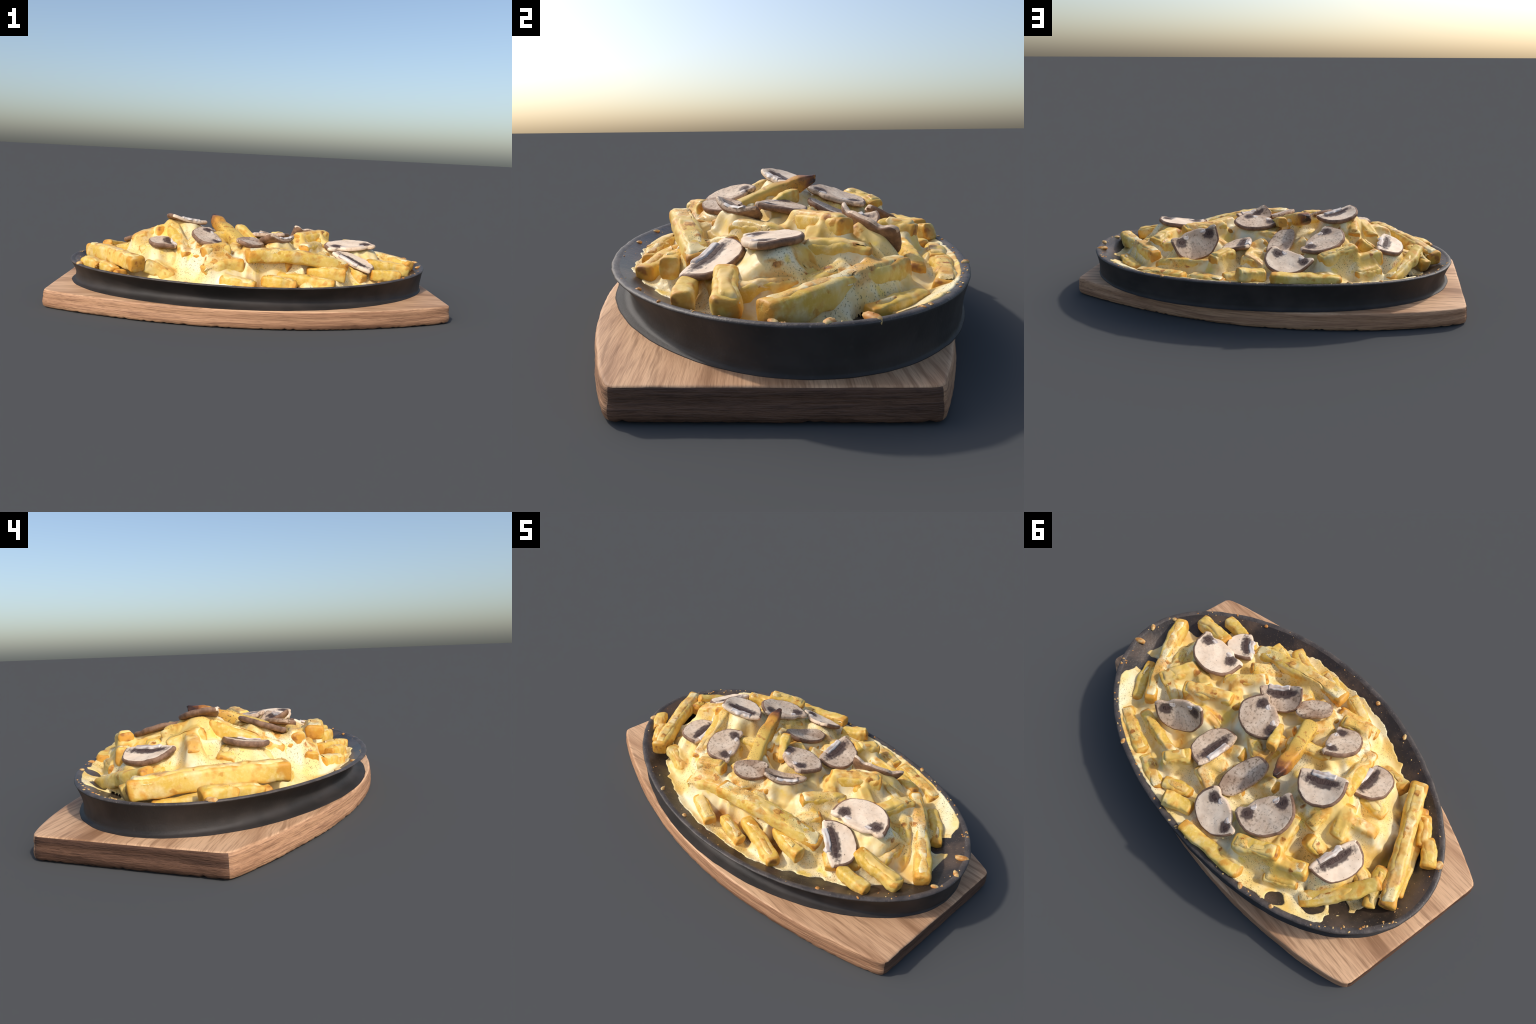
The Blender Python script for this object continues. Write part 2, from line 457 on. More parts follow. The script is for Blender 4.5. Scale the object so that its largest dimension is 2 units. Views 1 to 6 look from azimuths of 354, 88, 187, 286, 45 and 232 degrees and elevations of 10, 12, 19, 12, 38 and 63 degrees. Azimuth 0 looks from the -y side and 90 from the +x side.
def build_fry(idx, f, mat, parent):
    (p0, p1, p2), w, d, cover = f
    S, RN = 40, 36
    L = float(np.linalg.norm(np.array(p2) - np.array(p0)))
    X = (Vector(p2) - Vector(p0)).normalized()
    Z = Vector((0, 0, 1))
    Y = Z.cross(X).normalized()
    Z = X.cross(Y)
    mid = (Vector(p0) + Vector(p2)) / 2
    M = Matrix((X, Y, Z)).transposed().to_4x4()
    M.translation = mid
    inv = M.inverted()
    seed = Vector((idx * 3.7, idx * 1.3, 5.0))
    twist = random.uniform(-0.10, 0.10)
    verts, faces = [], []
    re = min(0.010, L * 0.2)
    ts = []
    for k in range(S):                                   # rings bunch up at the rounded ends
        u = k / (S - 1)
        ts.append(0.5 - 0.5 * math.cos(math.pi * u) * (0.35 + 0.65 * abs(math.cos(math.pi * u)) ** 0.5) if 0 < k < S - 1 else u)
    tipped = idx == BURNT
    for k, t in enumerate(ts):
        c = Vector(fry_center(f, t))
        t1, t2 = max(t - 0.02, 0), min(t + 0.02, 1)
        tan = (Vector(fry_center(f, t2)) - Vector(fry_center(f, t1))).normalized()
        side = Vector((0, 0, 1)).cross(tan).normalized()
        up = tan.cross(side)
        e = min(t, 1 - t) * L
        s = math.sqrt(max(0.0, 1 - (1 - min(e / re, 1)) ** 2)) if re > 0 else 1
        s = 0.68 + 0.32 * s
        if tipped:
            s *= 0.52 + 0.48 * float(smoothstep(-0.02, 0.42, t))
        slim = 1 + 0.22 * mnoise.noise(Vector((t * 3, idx * 5.1, 0)))
        a, b = w / 2 * s * slim, d / 2 * s
        base = c - up * (d / 2 if not tipped else d / 2 * s)
        for i in range(RN):
            ph = 2 * math.pi * i / RN
            cc, ss = math.cos(ph), math.sin(ph)
            q = 2 / 3.9
            lx = a * math.copysign(abs(cc) ** q, cc)
            lz = b * math.copysign(abs(ss) ** q, ss)
            tw = twist * (t - 0.5) * 2
            p = base + side * (lx * math.cos(tw) - lz * math.sin(tw)) + up * (lx * math.sin(tw) + lz * math.cos(tw))
            n3 = (p - base)
            n3 = n3.normalized() if n3.length > 1e-6 else up
            p = p + n3 * (0.0085 * mnoise.noise(p * 15 + seed) + 0.0024 * mnoise.noise(p * 60 + seed))
            verts.append(inv @ p)
    for k in range(S - 1):
        for i in range(RN):
            j = (i + 1) % RN
            faces.append((k * RN + i, (k + 1) * RN + i, (k + 1) * RN + j, k * RN + j))
    for k, flip in ((0, False), (S - 1, True)):
        cen = sum((verts[k * RN + i] for i in range(RN)), Vector()) / RN
        cen = cen + Vector(((0.006 if flip else -0.006), 0, 0))
        verts.append(cen)
        ci = len(verts) - 1
        for i in range(RN):
            j = (i + 1) % RN
            faces.append((ci, k * RN + j, k * RN + i) if flip else (ci, k * RN + i, k * RN + j))
    # faces wind inward or outward alike for all: flip so that normals point out
    faces = [tuple(reversed(q)) for q in faces]
    ob = new_mesh("fry", verts, faces, [mat], parent, matrix=M, closed=True)
    return ob


# ------------------------------------------------------------------ mushroom slices
# tip, tip (ends of the gills), crown of the cap, kind of section, herb dusting, curl
MUSHROOMS = [
    ((0.660, -0.100, 0.322), (0.400, -0.120, 0.302), (0.506, 0.030, 0.324), "two", 0.15, 0.004),
    ((0.580, -0.305, 0.222), (0.415, -0.184, 0.293), (0.578, -0.160, 0.262), "band", 0.05, 0.006),
    ((0.472, 0.300, 0.306), (0.275, 0.172, 0.357), (0.324, 0.285, 0.225), "two", 0.55, 0.030),
    ((0.100, 0.335, 0.312), (0.115, 0.120, 0.290), (0.233, 0.230, 0.276), "band", 0.6, 0.010),
    ((0.175, -0.085, 0.362), (-0.030, 0.005, 0.350), (0.155, 0.075, 0.338), "two", 0.7, 0.006),
    ((0.222, -0.100, 0.340), (0.085, -0.230, 0.362), (0.070, -0.105, 0.315), "band", 0.8, 0.030),
    ((0.035, -0.150, 0.338), (-0.070, -0.272, 0.348), (0.032, -0.252, 0.324), "plain", 1.0, 0.004),
    ((-0.051, 0.325, 0.264), (-0.095, 0.112, 0.338), (0.000, 0.205, 0.300), "plain", 0.9, 0.016),
    ((-0.033, 0.338, 0.312), (-0.238, 0.405, 0.276), (-0.070, 0.475, 0.250), "two", 0.15, 0.020),
    ((-0.178, 0.340, 0.306), (-0.286, 0.130, 0.368), (-0.360, 0.295, 0.345), "two", 0.55, 0.012),
    ((-0.150, -0.258, 0.318), (-0.221, -0.092, 0.382), (-0.290, -0.240, 0.363), "two", 0.6, 0.006),
    ((-0.228, 0.040, 0.392), (-0.403, -0.054, 0.433), (-0.386, 0.105, 0.410), "band", 0.2, 0.012),
    ((-0.412, -0.082, 0.326), (-0.384, -0.258, 0.309), (-0.508, -0.205, 0.326), "band", 0.45, 0.006),
    ((-0.545, 0.254, 0.300), (-0.580, 0.042, 0.316), (-0.672, 0.150, 0.276), "band", 0.02, 0.006),
]


def mushroom_materials():
    m = Nodes("mushroom_flesh")
    att = m.n("Attribute", attribute_type="OBJECT", attribute_name='["herbs"]')
    h = att.outputs["Fac"]
    big = m.noise(14, 3)
    c = m.mix(m.step(big, 0.35, 0.7), (0.93, 0.75, 0.56), (0.80, 0.60, 0.42))
    brown = m.math("MULTIPLY", h, m.step(m.noise(11, 3), 0.30, 0.70, 0.35, 1.0))
    c = m.mix(brown, c, (0.38, 0.235, 0.145))
    spots = m.math("MULTIPLY", m.step(m.noise(75, 3, 0.6), 0.50, 0.66), h)
    c = m.mix(m.math("MULTIPLY", spots, 0.85), c, (0.15, 0.085, 0.04))
    def prop(name):
        return m.n("Attribute", attribute_type="OBJECT", attribute_name='["%s"]' % name).outputs["Fac"]
    oc = m.xyz(m.co.outputs["Object"])
    u, v, kind = m.math("DIVIDE", oc[0], prop("span")), m.math("DIVIDE", oc[1], prop("rise")), prop("section")
    ripple = m.math("MULTIPLY", m.math("SUBTRACT", m.noise(45, 3, 0.6), 0.5), 1.1)

    def blot(a, a0, ra, b0, rb):
        p, q = m.math("DIVIDE", m.math("SUBTRACT", a, a0), ra), m.math("DIVIDE", m.math("SUBTRACT", v, b0), rb)
        d = m.math("SQRT", m.math("ADD", m.math("MULTIPLY", p, p), m.math("MULTIPLY", q, q)))
        return m.math("ADD", d, ripple)
    band = m.math("MULTIPLY", m.step(blot(u, 0.0, 0.44, 0.17, 0.25), 1.12, 0.72), m.math("COMPARE", kind, 1.0))
    two = m.math("MULTIPLY", m.step(blot(m.math("ABSOLUTE", u), 0.30, 0.13, 0.14, 0.25), 1.12, 0.66), m.math("COMPARE", kind, 2.0))
    c = m.mix(m.math("MULTIPLY", m.math("MAXIMUM", band, two), 0.94), c, (0.075, 0.045, 0.037))
    few = m.step(m.noise(120, 1), 0.70, 0.74, 0, 0.7)
    c = m.mix(few, c, (0.14, 0.09, 0.05))
    m.bump(m.noise(60, 3), 0.25, 0.003)
    flesh = m.done(c, 0.55, 0.3)
    m = Nodes("mushroom_skin")
    c = m.mix(m.step(m.noise(30, 4, 0.6), 0.35, 0.68), (0.31, 0.18, 0.11), (0.15, 0.082, 0.05))
    m.bump(m.noise(80, 4, 0.65), 0.5, 0.004)
    skin = m.done(c, 0.6, 0.3)
    m = Nodes("mushroom_gill")
    v = m.mapping(m.co.outputs["Object"], scale=(260, 30, 30))
    c = m.mix(m.step(m.noise(1.0, 2, 0.5, v), 0.35, 0.68), (0.055, 0.033, 0.027), (0.11, 0.068, 0.055))
    m.bump(m.noise(1.0, 2, 0.5, v), 0.6, 0.003)
    gill = m.done(c, 0.7, 0.2)
    m = Nodes("mushroom_stem")
    v = m.mapping(m.co.outputs["Object"], scale=(20, 90, 60))
    c = m.mix(m.step(m.noise(1.0, 3, 0.5, v), 0.38, 0.68), (0.76, 0.68, 0.60), (0.46, 0.34, 0.27))
    m.bump(m.noise(1.0, 3, 0.5, v), 0.5, 0.004)
    stem = m.done(c, 0.55, 0.3)
    return flesh, skin, gill, stem


def build_mushroom(idx, spec, mats, parent):
    e1, e2, ap, kind, herbs, curl = spec
    flesh, skin, gill, stem = mats
    e1, e2, ap = Vector(e1), Vector(e2), Vector(ap)
    X = (e2 - e1).normalized()
    mid = (e1 + e2) / 2
    Yv = ap - mid
    skew = Yv.dot(X)
    Yv = Yv - X * skew
    h = Yv.length
    Y = Yv.normalized()
    Z = X.cross(Y)
    if Z.z < 0:                      # keep the cut face upwards
        X, Z, skew = -X, -Z, -skew
    L = (e2 - e1).length
    M = Matrix((X, Y, Z)).transposed().to_4x4()
    M.translation = mid
    T = 0.022
    sd = Vector((idx * 2.3, 4.1, idx * 0.7))
    NP = 72
    lo = {"two": 0.22, "band": 0.16, "plain": 0.62}[kind]
    out = []
    for i in range(NP):
        ph = 2 * math.pi * i / NP
        c, s = math.cos(ph), math.sin(ph)
        if s >= 0:
            x, y = L / 2 * 1.02 * math.copysign(abs(c) ** 0.86, c), h * abs(s) ** 0.80
        else:
            x, y = L / 2 * 1.02 * math.copysign(abs(c) ** 0.70, c), -h * lo * abs(s) ** 0.8
            if kind == "two":
                y += h * 0.11 * math.exp(-((abs(x) / L - 0.30) / 0.09) ** 2)
        x += skew * max(y, 0) / h
        k = 1 + 0.045 * mnoise.noise(Vector((c * 1.6, s * 1.6, 0)) + sd) + 0.022 * mnoise.noise(Vector((c * 6, s * 6, 0)) + sd)
        out.append((x * k, y * k))
    cy = h * 0.40 if kind != "plain" else h * 0.2

    def lift(x, y):
        u, v = x / (L / 2), (y - cy) / max(h, 1e-4)
        return (curl * (u * u + 0.6 * v * v - 0.35) + 0.003 * mnoise.noise(Vector((x * 22, y * 22, 0)) + sd)
                + 0.0012 * mnoise.noise(Vector((x * 70, y * 70, 0)) + sd))

    rings = [0.0, 0.2, 0.4, 0.58, 0.72, 0.83, 0.905, 0.955, 0.985, 1.0]
    verts, faces, mi = [], [], []

    def zprof(s):
        k = max(0.0, (s - 0.86) / 0.14)
        return T / 2 * math.sqrt(max(0.0, 1 - k * k * k))

    cols = [(s, 1) for s in rings[1:]] + [(s, -1) for s in reversed(rings[1:-1])]
    for s, sg in cols:
        for (x, y) in out:
            px, py = x * s, cy + (y - cy) * s
            verts.append((px, py, lift(px, py) - T / 2 + sg * zprof(s)))
    ntop = len(rings) - 1
    for k in range(len(cols) - 1):
        for i in range(NP):
            j = (i + 1) % NP
            faces.append((k * NP + i, k * NP + j, (k + 1) * NP + j, (k + 1) * NP + i))
            cap_side = out[i][1] > -h * 0.02
            mi.append(1 if (k >= ntop - 4 and (cap_side or k >= ntop)) else 0)
    for k, sg in ((0, 1), (len(cols) - 1, -1)):
        verts.append((0, cy, lift(0, cy) - T / 2 + sg * T / 2))
        ci = len(verts) - 1
        for i in range(NP):
            j = (i + 1) % NP
            faces.append((ci, k * NP + j, k * NP + i)[::-1] if sg > 0 else (ci, k * NP + i, k * NP + j)[::-1])
            mi.append(0 if sg > 0 else 1)
    faces = [tuple(reversed(f)) for f in faces] if False else faces
    ob = new_mesh("mushroom_slice", verts, faces, [flesh, skin], parent, mat_index=mi, matrix=M, closed=True)
    ob["herbs"] = float(herbs)
    ob["span"], ob["rise"] = float(L), float(h)
    ob["section"] = {"plain": 0.0, "band": 1.0, "two": 2.0}[kind]

    def patch(name, mat, x0, x1, low, high, proud, nx=40, ny=8, ragged=0.1):
        """a lens-shaped strip lying on the cut face"""
        vs, fs = [], []
        for a in range(nx + 1):
            t = a / nx
            x = x0 + (x1 - x0) * t
            ya, yb = low(t), high(t)
            jj = ragged * h * mnoise.noise(Vector((t * 4, idx, 2.0)))
            for b in range(ny + 1):
                v = b / ny
                y = ya + (yb - ya) * v + jj * (0.4 if b not in (0,) else 1.0)
                edge = min(min(v, 1 - v) * ny / 1.5, min(t, 1 - t) * nx / 2.0, 1.0)
                vs.append((x, y, lift(x, y) - 0.005 + (0.005 + proud) * math.sqrt(max(edge, 0))))
        for a in range(nx):
            for b in range(ny):
                q = a * (ny + 1) + b
                fs.append((q, q + ny + 1, q + ny + 2, q + 1))
        o2 = new_mesh(name, vs, fs, [mat], ob, matrix=M)
        o2["herbs"] = float(herbs)
        return o2

    bowl = lambda t: math.sin(math.pi * min(max(t, 0), 1))
    if kind == "band":
        patch("gill", gill, -0.36 * L, 0.36 * L, lambda t: h * (0.10 - 0.06 * bowl(t)), lambda t: h * (0.12 + 0.20 * bowl(t) ** 0.5), 0.0006, ragged=0.03)
        a0 = random.uniform(-0.34, -0.2) * L
        patch("stem", stem, a0, a0 + 0.52 * L, lambda t: h * (-0.17), lambda t: h * (0.05 + 0.03 * bowl(t)), 0.006, ragged=0.12)
    elif kind == "two":
        for sg in (-1, 1):
            xc = sg * random.uniform(0.29, 0.34) * L
            wd = 0.075 * L
            patch("gill", gill, xc - wd, xc + wd, lambda t: h * (0.14 - 0.14 * bowl(t) ** 0.6), lambda t: h * (0.16 + 0.12 * bowl(t) ** 0.6), 0.0006, nx=20, ragged=0.03)
            xs = xc - sg * 0.12 * L
            patch("stem", stem, xs - 0.07 * L, xs + 0.07 * L, lambda t: h * (-0.06 - 0.03 * bowl(t)), lambda t: h * (0.02 + 0.10 * bowl(t)), 0.0015, nx=14)
    return ob


# ------------------------------------------------------------------ the heap's surface
def mound(x, y):
    rho = np.sqrt(((x + 0.10) / 0.95) ** 2 + ((y - 0.02) / 0.60) ** 2)
    return 0.170 + 0.150 * (1 - np.clip(rho, 0, 1.3) ** 2.2)


def heap(x, y, sink_fry, sink_slice, fries, sig=0.055):
    """a broad mound pulled to the fries and slices that are known to lie on it"""
    num, den = np.zeros_like(x), np.full_like(x, 0.30)
    pts = []
    for e1, e2, ap, *_ in MUSHROOMS:
        e1, e2, ap = map(np.array, (e1, e2, ap))
        for p, wt in (((e1 + e2) / 4 + ap * 0.5, 1.2), ((e1 + ap) / 2, 0.6), ((e2 + ap) / 2, 0.6)):
            pts.append((p[0], p[1], p[2] - sink_slice, wt))
    for f in fries:
        for t in (0.1, 0.36, 0.64, 0.9):
            p = fry_center(f, t)
            pts.append((p[0], p[1], p[2] - sink_fry, 0.7))
    for px, py, pz, wt in pts:
        w = wt * np.exp(-((x - px) ** 2 + (y - py) ** 2) / (2 * sig * sig))
        num += w * (pz - mound(np.array(px), np.array(py)))
        den += w
    return mound(x, y) + num / den


def slice_plane(spec, x, y, grow=0.0):
    """height of a mushroom slice's upper face over (x, y), and how far inside its footprint (1 in, 0 out)"""
    e1, e2, ap = (np.array(p) for p in spec[:3])
    mid = (e1 + e2) / 2
    n = np.cross(e2 - e1, ap - mid)
    n = n / np.linalg.norm(n) * np.sign(n[2])
    z = mid[2] - (n[0] * (x - mid[0]) + n[1] * (y - mid[1])) / max(n[2], 0.25)
    u = (e2 - e1)[:2]
    L = np.linalg.norm(u)
    u = u / L
    v = (ap - mid)[:2]
    v = v - u * (v @ u)
    h = np.linalg.norm(v)
    v = v / h
    c = mid[:2] + v * h * 0.38
    a, b = (x - c[0]) * u[0] + (y - c[1]) * u[1], (x - c[0]) * v[0] + (y - c[1]) * v[1]
    d = np.sqrt((a / (L / 2 + grow)) ** 2 + (b / (h * 0.64 + grow)) ** 2)
    return z, d


LOW = ((-0.33, -0.43, 0.07, 0.150), (-0.29, -0.385, 0.045, 0.160), (-0.22, -0.46, 0.05, 0.158), (-0.45, -0.42, 0.06, 0.150), (-0.13, -0.50, 0.05, 0.178),
       (0.50, -0.40, 0.06, 0.150), (0.62, -0.36, 0.05, 0.150), (-0.80, -0.05, 0.05, 0.145), (-0.66, 0.27, 0.05, 0.150), (-0.52, 0.40, 0.04, 0.16))


PITS = [(0.05, -0.395, 0.040, 0.09), (0.17, -0.375, 0.045, 0.10), (0.29, -0.345, 0.038, 0.08), (-0.02, -0.40, 0.03, 0.06), (-0.60, 0.26, 0.035, 0.05),
        (-0.52, -0.22, 0.03, 0.035), (0.47, 0.26, 0.03, 0.03), (-0.66, 0.10, 0.04, 0.03), (0.57, -0.14, 0.03, 0.04), (0.66, 0.03, 0.025, 0.03),
        (-0.50, -0.06, 0.025, 0.035), (-0.30, -0.22, 0.025, 0.04), (-0.10, -0.10, 0.025, 0.03), (0.33, 0.33, 0.03, 0.03), (-0.46, 0.25, 0.03, 0.045), (0.12, 0.42, 0.03, 0.03)]


def scatter_fries(count):
    """the many fries of which only a ridge or an end shows: laid on the heap between the others"""
    r = np.random.default_rng(23)
    known = [f for k, f in enumerate(FRIES) if k not in (BURNT, BURNT + 1)]
    out, tries = [], 0
    while len(out) < count and tries < 6000:
        tries += 1
        x, y = r.uniform(-0.74, 0.72), r.uniform(-0.44, 0.47)
        fr, _, _ = oval_fraction(np.array(x), np.array(y))
        if any(math.hypot(x - p[0], y - p[1]) < p[2] + 0.04 for p in PITS[:4]):
            continue
        if fr > 0.82 or any((x - l[0]) ** 2 + (y - l[1]) ** 2 < (l[2] * 1.3) ** 2 for l in LOW):
            continue
        an, ln = r.uniform(0, math.pi), r.uniform(0.06, 0.115)
        if fr > 0.7:                                  # near the wall they lie along it
            an = math.atan2(-(x - CX) / RA ** 2, (y - CY) / RB ** 2) + r.uniform(-0.4, 0.4)
        P = np.array([[x + s * ln * math.cos(an), y + s * ln * math.sin(an)] for s in (-1, 0, 1)])
        ok = bool((oval_fraction(P[:, 0], P[:, 1])[0] < 0.84).all())
        for f in known + out:
            q = fry_center(f, np.linspace(0, 1, 9))
            d = np.hypot(P[:, None, 0] - q[None, :, 0], P[:, None, 1] - q[None, :, 1])
            if d[1].min() < 0.055 or (d.min(1) < 0.035).sum() > 1:
                ok = False
                break
        if not ok:
            continue
        z = heap(P[:, 0], P[:, 1], 0.016, 0.036, known, 0.06) + r.uniform(-0.008, 0.006) + np.array([-1, 0, 1]) * r.uniform(-0.016, 0.016)
        for sp in MUSHROOMS:                      # stay under the slices
            pz, d = slice_plane(sp, P[:, 0], P[:, 1], 0.03)
            z = np.where(d < 1.15, np.minimum(z, pz - 0.036), z)
        z[1] = min(z[1], 0.5 * (z[0] + z[2]) + 0.012)
        out.append((tuple((float(P[i, 0]), float(P[i, 1]), float(z[i])) for i in range(3)), r.uniform(0.054, 0.068), r.uniform(0.050, 0.058), r.uniform(0.75, 1.0)))
    return out


FRIES += scatter_fries(30)


# ------------------------------------------------------------------ melted cheese
def relax(verts, quads, rounds):
    """Laplacian smoothing of a sheet, edges included"""
    e = np.concatenate([quads[:, [0, 1]], quads[:, [1, 2]], quads[:, [2, 3]], quads[:, [3, 0]]])
    cnt = np.bincount(e.ravel(), minlength=len(verts)).astype(float)
    for _ in range(rounds):
        acc = np.zeros_like(verts)
        for ax in range(3):
            acc[:, ax] = np.bincount(e[:, 0], verts[e[:, 1], ax], len(verts)) + np.bincount(e[:, 1], verts[e[:, 0], ax], len(verts))
        verts = 0.4 * verts + 0.6 * acc / np.maximum(cnt, 1)[:, None]
    return verts


def build_cheese(parent, mats):
    step = 0.0036
    xs = np.arange(-0.93, 0.961, step)
    ys = np.arange(-0.585, 0.5861, step)
    X, Y = np.meshgrid(xs, ys, indexing="ij")
    frac, ang, zr = oval_fraction(X, Y)
    B = heap(X, Y, 0.058, 0.028, [f for k, f in enumerate(FRIES) if k not in (BURNT, BURNT + 1)], 0.05)
    # openings on the near side, under the long crusted fry
    for (hx, hy, r, dep) in PITS:
        B -= dep * np.exp(-((X - hx) ** 2 + (Y - hy) ** 2) / (2 * r * r))
    # low, nearly empty strip along the near wall
    for (lx, ly, r, z) in LOW:
        w = np.exp(-(((X - lx) ** 2 + (Y - ly) ** 2) / (2 * r * r)) ** 1.5)
        B = B * (1 - w) + np.minimum(B, z) * w
    B += 0.009 * lattice_noise(X, Y, 10, 1) + 0.007 * lattice_noise(X, Y, 23, 2)

    B -= 0.028 * smoothstep(0.25, 0.75, lattice_noise(X, Y, 15, 41)) * smoothstep(0.9, 0.7, frac)
    hollow = np.zeros_like(X)
    for (hx, hy, r, dep) in PITS:
        hollow = np.maximum(hollow, np.exp(-(((X - hx) ** 2 + (Y - hy) ** 2) / (r * r * 1.3)) ** 2))
    caps = np.full_like(X, -1.0)
    web = B.copy()
    tops = np.full_like(X, -1.0)
    for k, f in enumerate(FRIES):
        if k in (BURNT, BURNT + 1):
            continue
        # distance to the bent spine, taken over short straight pieces
        best = np.full_like(X, 9.0)
        zt = np.zeros_like(X)
        over = np.full_like(X, -9.0)                 # how far past either end
        P = fry_center(f, np.linspace(0, 1, 9))
        for i in range(8):
            a, b = P[i], P[i + 1]
            d = b - a
            l2 = d[0] ** 2 + d[1] ** 2 + 1e-9
            t = ((X - a[0]) * d[0] + (Y - a[1]) * d[1]) / l2
            if i == 0:
                over = np.maximum(over, -t * math.sqrt(l2))
            if i == 7:
                over = np.maximum(over, (t - 1) * math.sqrt(l2))
            t = np.clip(t, 0, 1)
            dist = np.hypot(X - a[0] - t * d[0], Y - a[1] - t * d[1])
            upd = dist < best
            best = np.where(upd, dist, best)
            zt = np.where(upd, a[2] + t * d[2], zt)
        ax = P[-1] - P[0]
        sd = np.maximum(best - f[1] / 2, over + 0.004)
        inside = sd < 0
        # cheese creeping up the flanks, in places
        cling = smoothstep(-0.45, 0.45, lattice_noise(X, Y, 15, 140 + k % 20)) * (0.45 + 0.55 * f[3]) * (1 - hollow)
        web = np.maximum(web, B + np.clip(zt - 0.006 - B, 0, 0.055) * np.exp(-np.maximum(sd, 0) / 0.0105) * cling)
        tops = np.maximum(tops, np.where(inside, zt, -1))
        cov = f[3]
        if cov > 0.05:
            er = 0.016 - 0.013 * cov + 0.012 * lattice_noise(X, Y, 24, 50 + k) * (1.1 - cov) + np.where(lattice_noise(X, Y, 11, 90 + k) > cov * 1.7 - 0.35, 0.05, 0)
            cap = zt + 0.0040 - 0.07 * smoothstep(-0.008, 0.012, sd + er)
            caps = np.maximum(caps, np.where(sd < 0.002, np.maximum(cap, zt - 0.018), -1))
    B = web
    drape = np.maximum(B, np.where(tops > 0, tops + 0.009, -1))
    drape = np.maximum(blur(drape, 0.014 / step), blur(np.maximum(B, np.where(tops > 0, tops + 0.008, -1)), 0.0055 / step))
    flow = smoothstep(-0.15, 0.35, 0.55 * lattice_noise(X, Y, 7, 5) + 1.38 - 1.35 * frac - 0.45 * np.exp(-((X - 0.2) ** 2 / 0.08 + (Y + 0.36) ** 2 / 0.008)))
    flow = flow * (1 - hollow)
    C = B * (1 - flow) + np.maximum(drape, B) * flow
    C = blur(C, 0.0032 / step)
    C += 0.0012 * lattice_noise(X, Y, 60, 9) + 0.0022 * lattice_noise(X, Y, 34, 10)
    for sp in MUSHROOMS:
        pz, d = slice_plane(sp, X, Y, 0.004)
        # melted cheese banked up under the slice
        C = np.maximum(C, np.where(d < 1.7, pz - 0.0215 - 0.10 * smoothstep(0.62, 1.70, d + 0.22 * lattice_noise(X, Y, 22, 77)), -1))
        w = smoothstep(1.16, 0.98, d)
        C = C * (1 - w) + np.minimum(C, pz - 0.019) * w
    # where the cheese ends against the pan wall (fraction of the rim, by direction)
    edge_deg = [-180, -165, -150, -130, -110, -90, -70, -50, -30, -12, 0, 10, 20, 30, 60, 90, 110, 130, 150, 165, 180]
    edge_val = [0.80, 0.83, 0.84, 0.86, 0.87, 0.89, 0.89, 0.86, 0.84, 0.86, 0.88, 0.86, 0.96, 0.985, 0.985, 0.985, 0.985, 0.985, 0.975, 0.90, 0.80]
    a = np.degrees(np.arctan2(Y - CY, X - CX))
    ev = np.interp(a, edge_deg, edge_val) + 0.030 * lattice_noise(X, Y, 9, 20) + 0.012 * lattice_noise(X, Y, 20, 24) + 0.010 * lattice_noise(X, Y, 40, 21)
    pz = pan_inner_z(X, Y)
    # against the wall the cheese thins out to a skin on the iron
    rest = smoothstep(ev - 0.13, ev - 0.02, frac)
    skin = pz + 0.004 + 0.003 * lattice_noise(X, Y, 30, 22)
    C = C * (1 - rest) + np.minimum(C, np.maximum(skin, pz + 0.003)) * rest
    bare = np.zeros_like(X)
    for bx, by, r in ((-0.63, 0.30, 0.05), (-0.53, 0.42, 0.035), (-0.82, -0.02, 0.06), (0.80, 0.18, 0.05), (0.45, -0.43, 0.03), (-0.70, 0.24, 0.04), (-0.55, -0.40, 0.05)):
        bare = np.maximum(bare, smoothstep(1.2, 0.7, np.hypot(X - bx, Y - by) / r + 0.35 * lattice_noise(X, Y, 28, 33)))
    inset = np.hypot(X - CX, Y - CY) * (1 / np.maximum(frac, 1e-3) - 1)
    ev = np.where(inset < 0.026, 0.0, ev)
    C = np.where((frac < ev) & (bare < 0.3), np.maximum(C, skin), C)
    C = np.where((frac > ev) | ((bare > 0.3) & (C < pz + 0.03)), pz - 0.012, C)
    C = np.maximum(C, pz - 0.012)
    keep = C > pz - 0.006
    idx = -np.ones(X.shape, dtype=np.int64)
    quad = keep[:-1, :-1] | keep[1:, :-1] | keep[1:, 1:] | keep[:-1, 1:]
    quad &= (frac < 0.985)[:-1, :-1]
    used = np.zeros(X.shape, dtype=bool)
    used[:-1, :-1] |= quad; used[1:, :-1] |= quad; used[1:, 1:] |= quad; used[:-1, 1:] |= quad
    idx[used] = np.arange(used.sum())
    # second sheet: the caps of cheese lying on single fries
    lump = 0.0014 * lattice_noise(X, Y, 60, 9) + 0.0030 * lattice_noise(X, Y, 38, 12)
    D = np.where(caps > 0, blur(np.where(caps > 0, caps, B), 0.0022 / step), -1) + lump
    for sp in MUSHROOMS:
        pz2, d2 = slice_plane(sp, X, Y, 0.004)
        D = np.where(d2 < 1.05, np.minimum(D, pz2 - 0.022), D)
    on = (caps > 0) & (D > C - 0.004)
    cq = on[:-1, :-1] & on[1:, :-1] & on[1:, 1:] & on[:-1, 1:]
    four = np.stack([D[:-1, :-1], D[1:, :-1], D[1:, 1:], D[:-1, 1:]])
    cq &= four.max(0) - four.min(0) < 0.016             # no curtains between a fry and the one below
    cu = np.zeros(X.shape, dtype=bool)
    cu[:-1, :-1] |= cq; cu[1:, :-1] |= cq; cu[1:, 1:] |= cq; cu[:-1, 1:] |= cq
    ci = -np.ones(X.shape, dtype=np.int64)
    ci[cu] = np.arange(cu.sum())
    I, J = np.nonzero(cq)
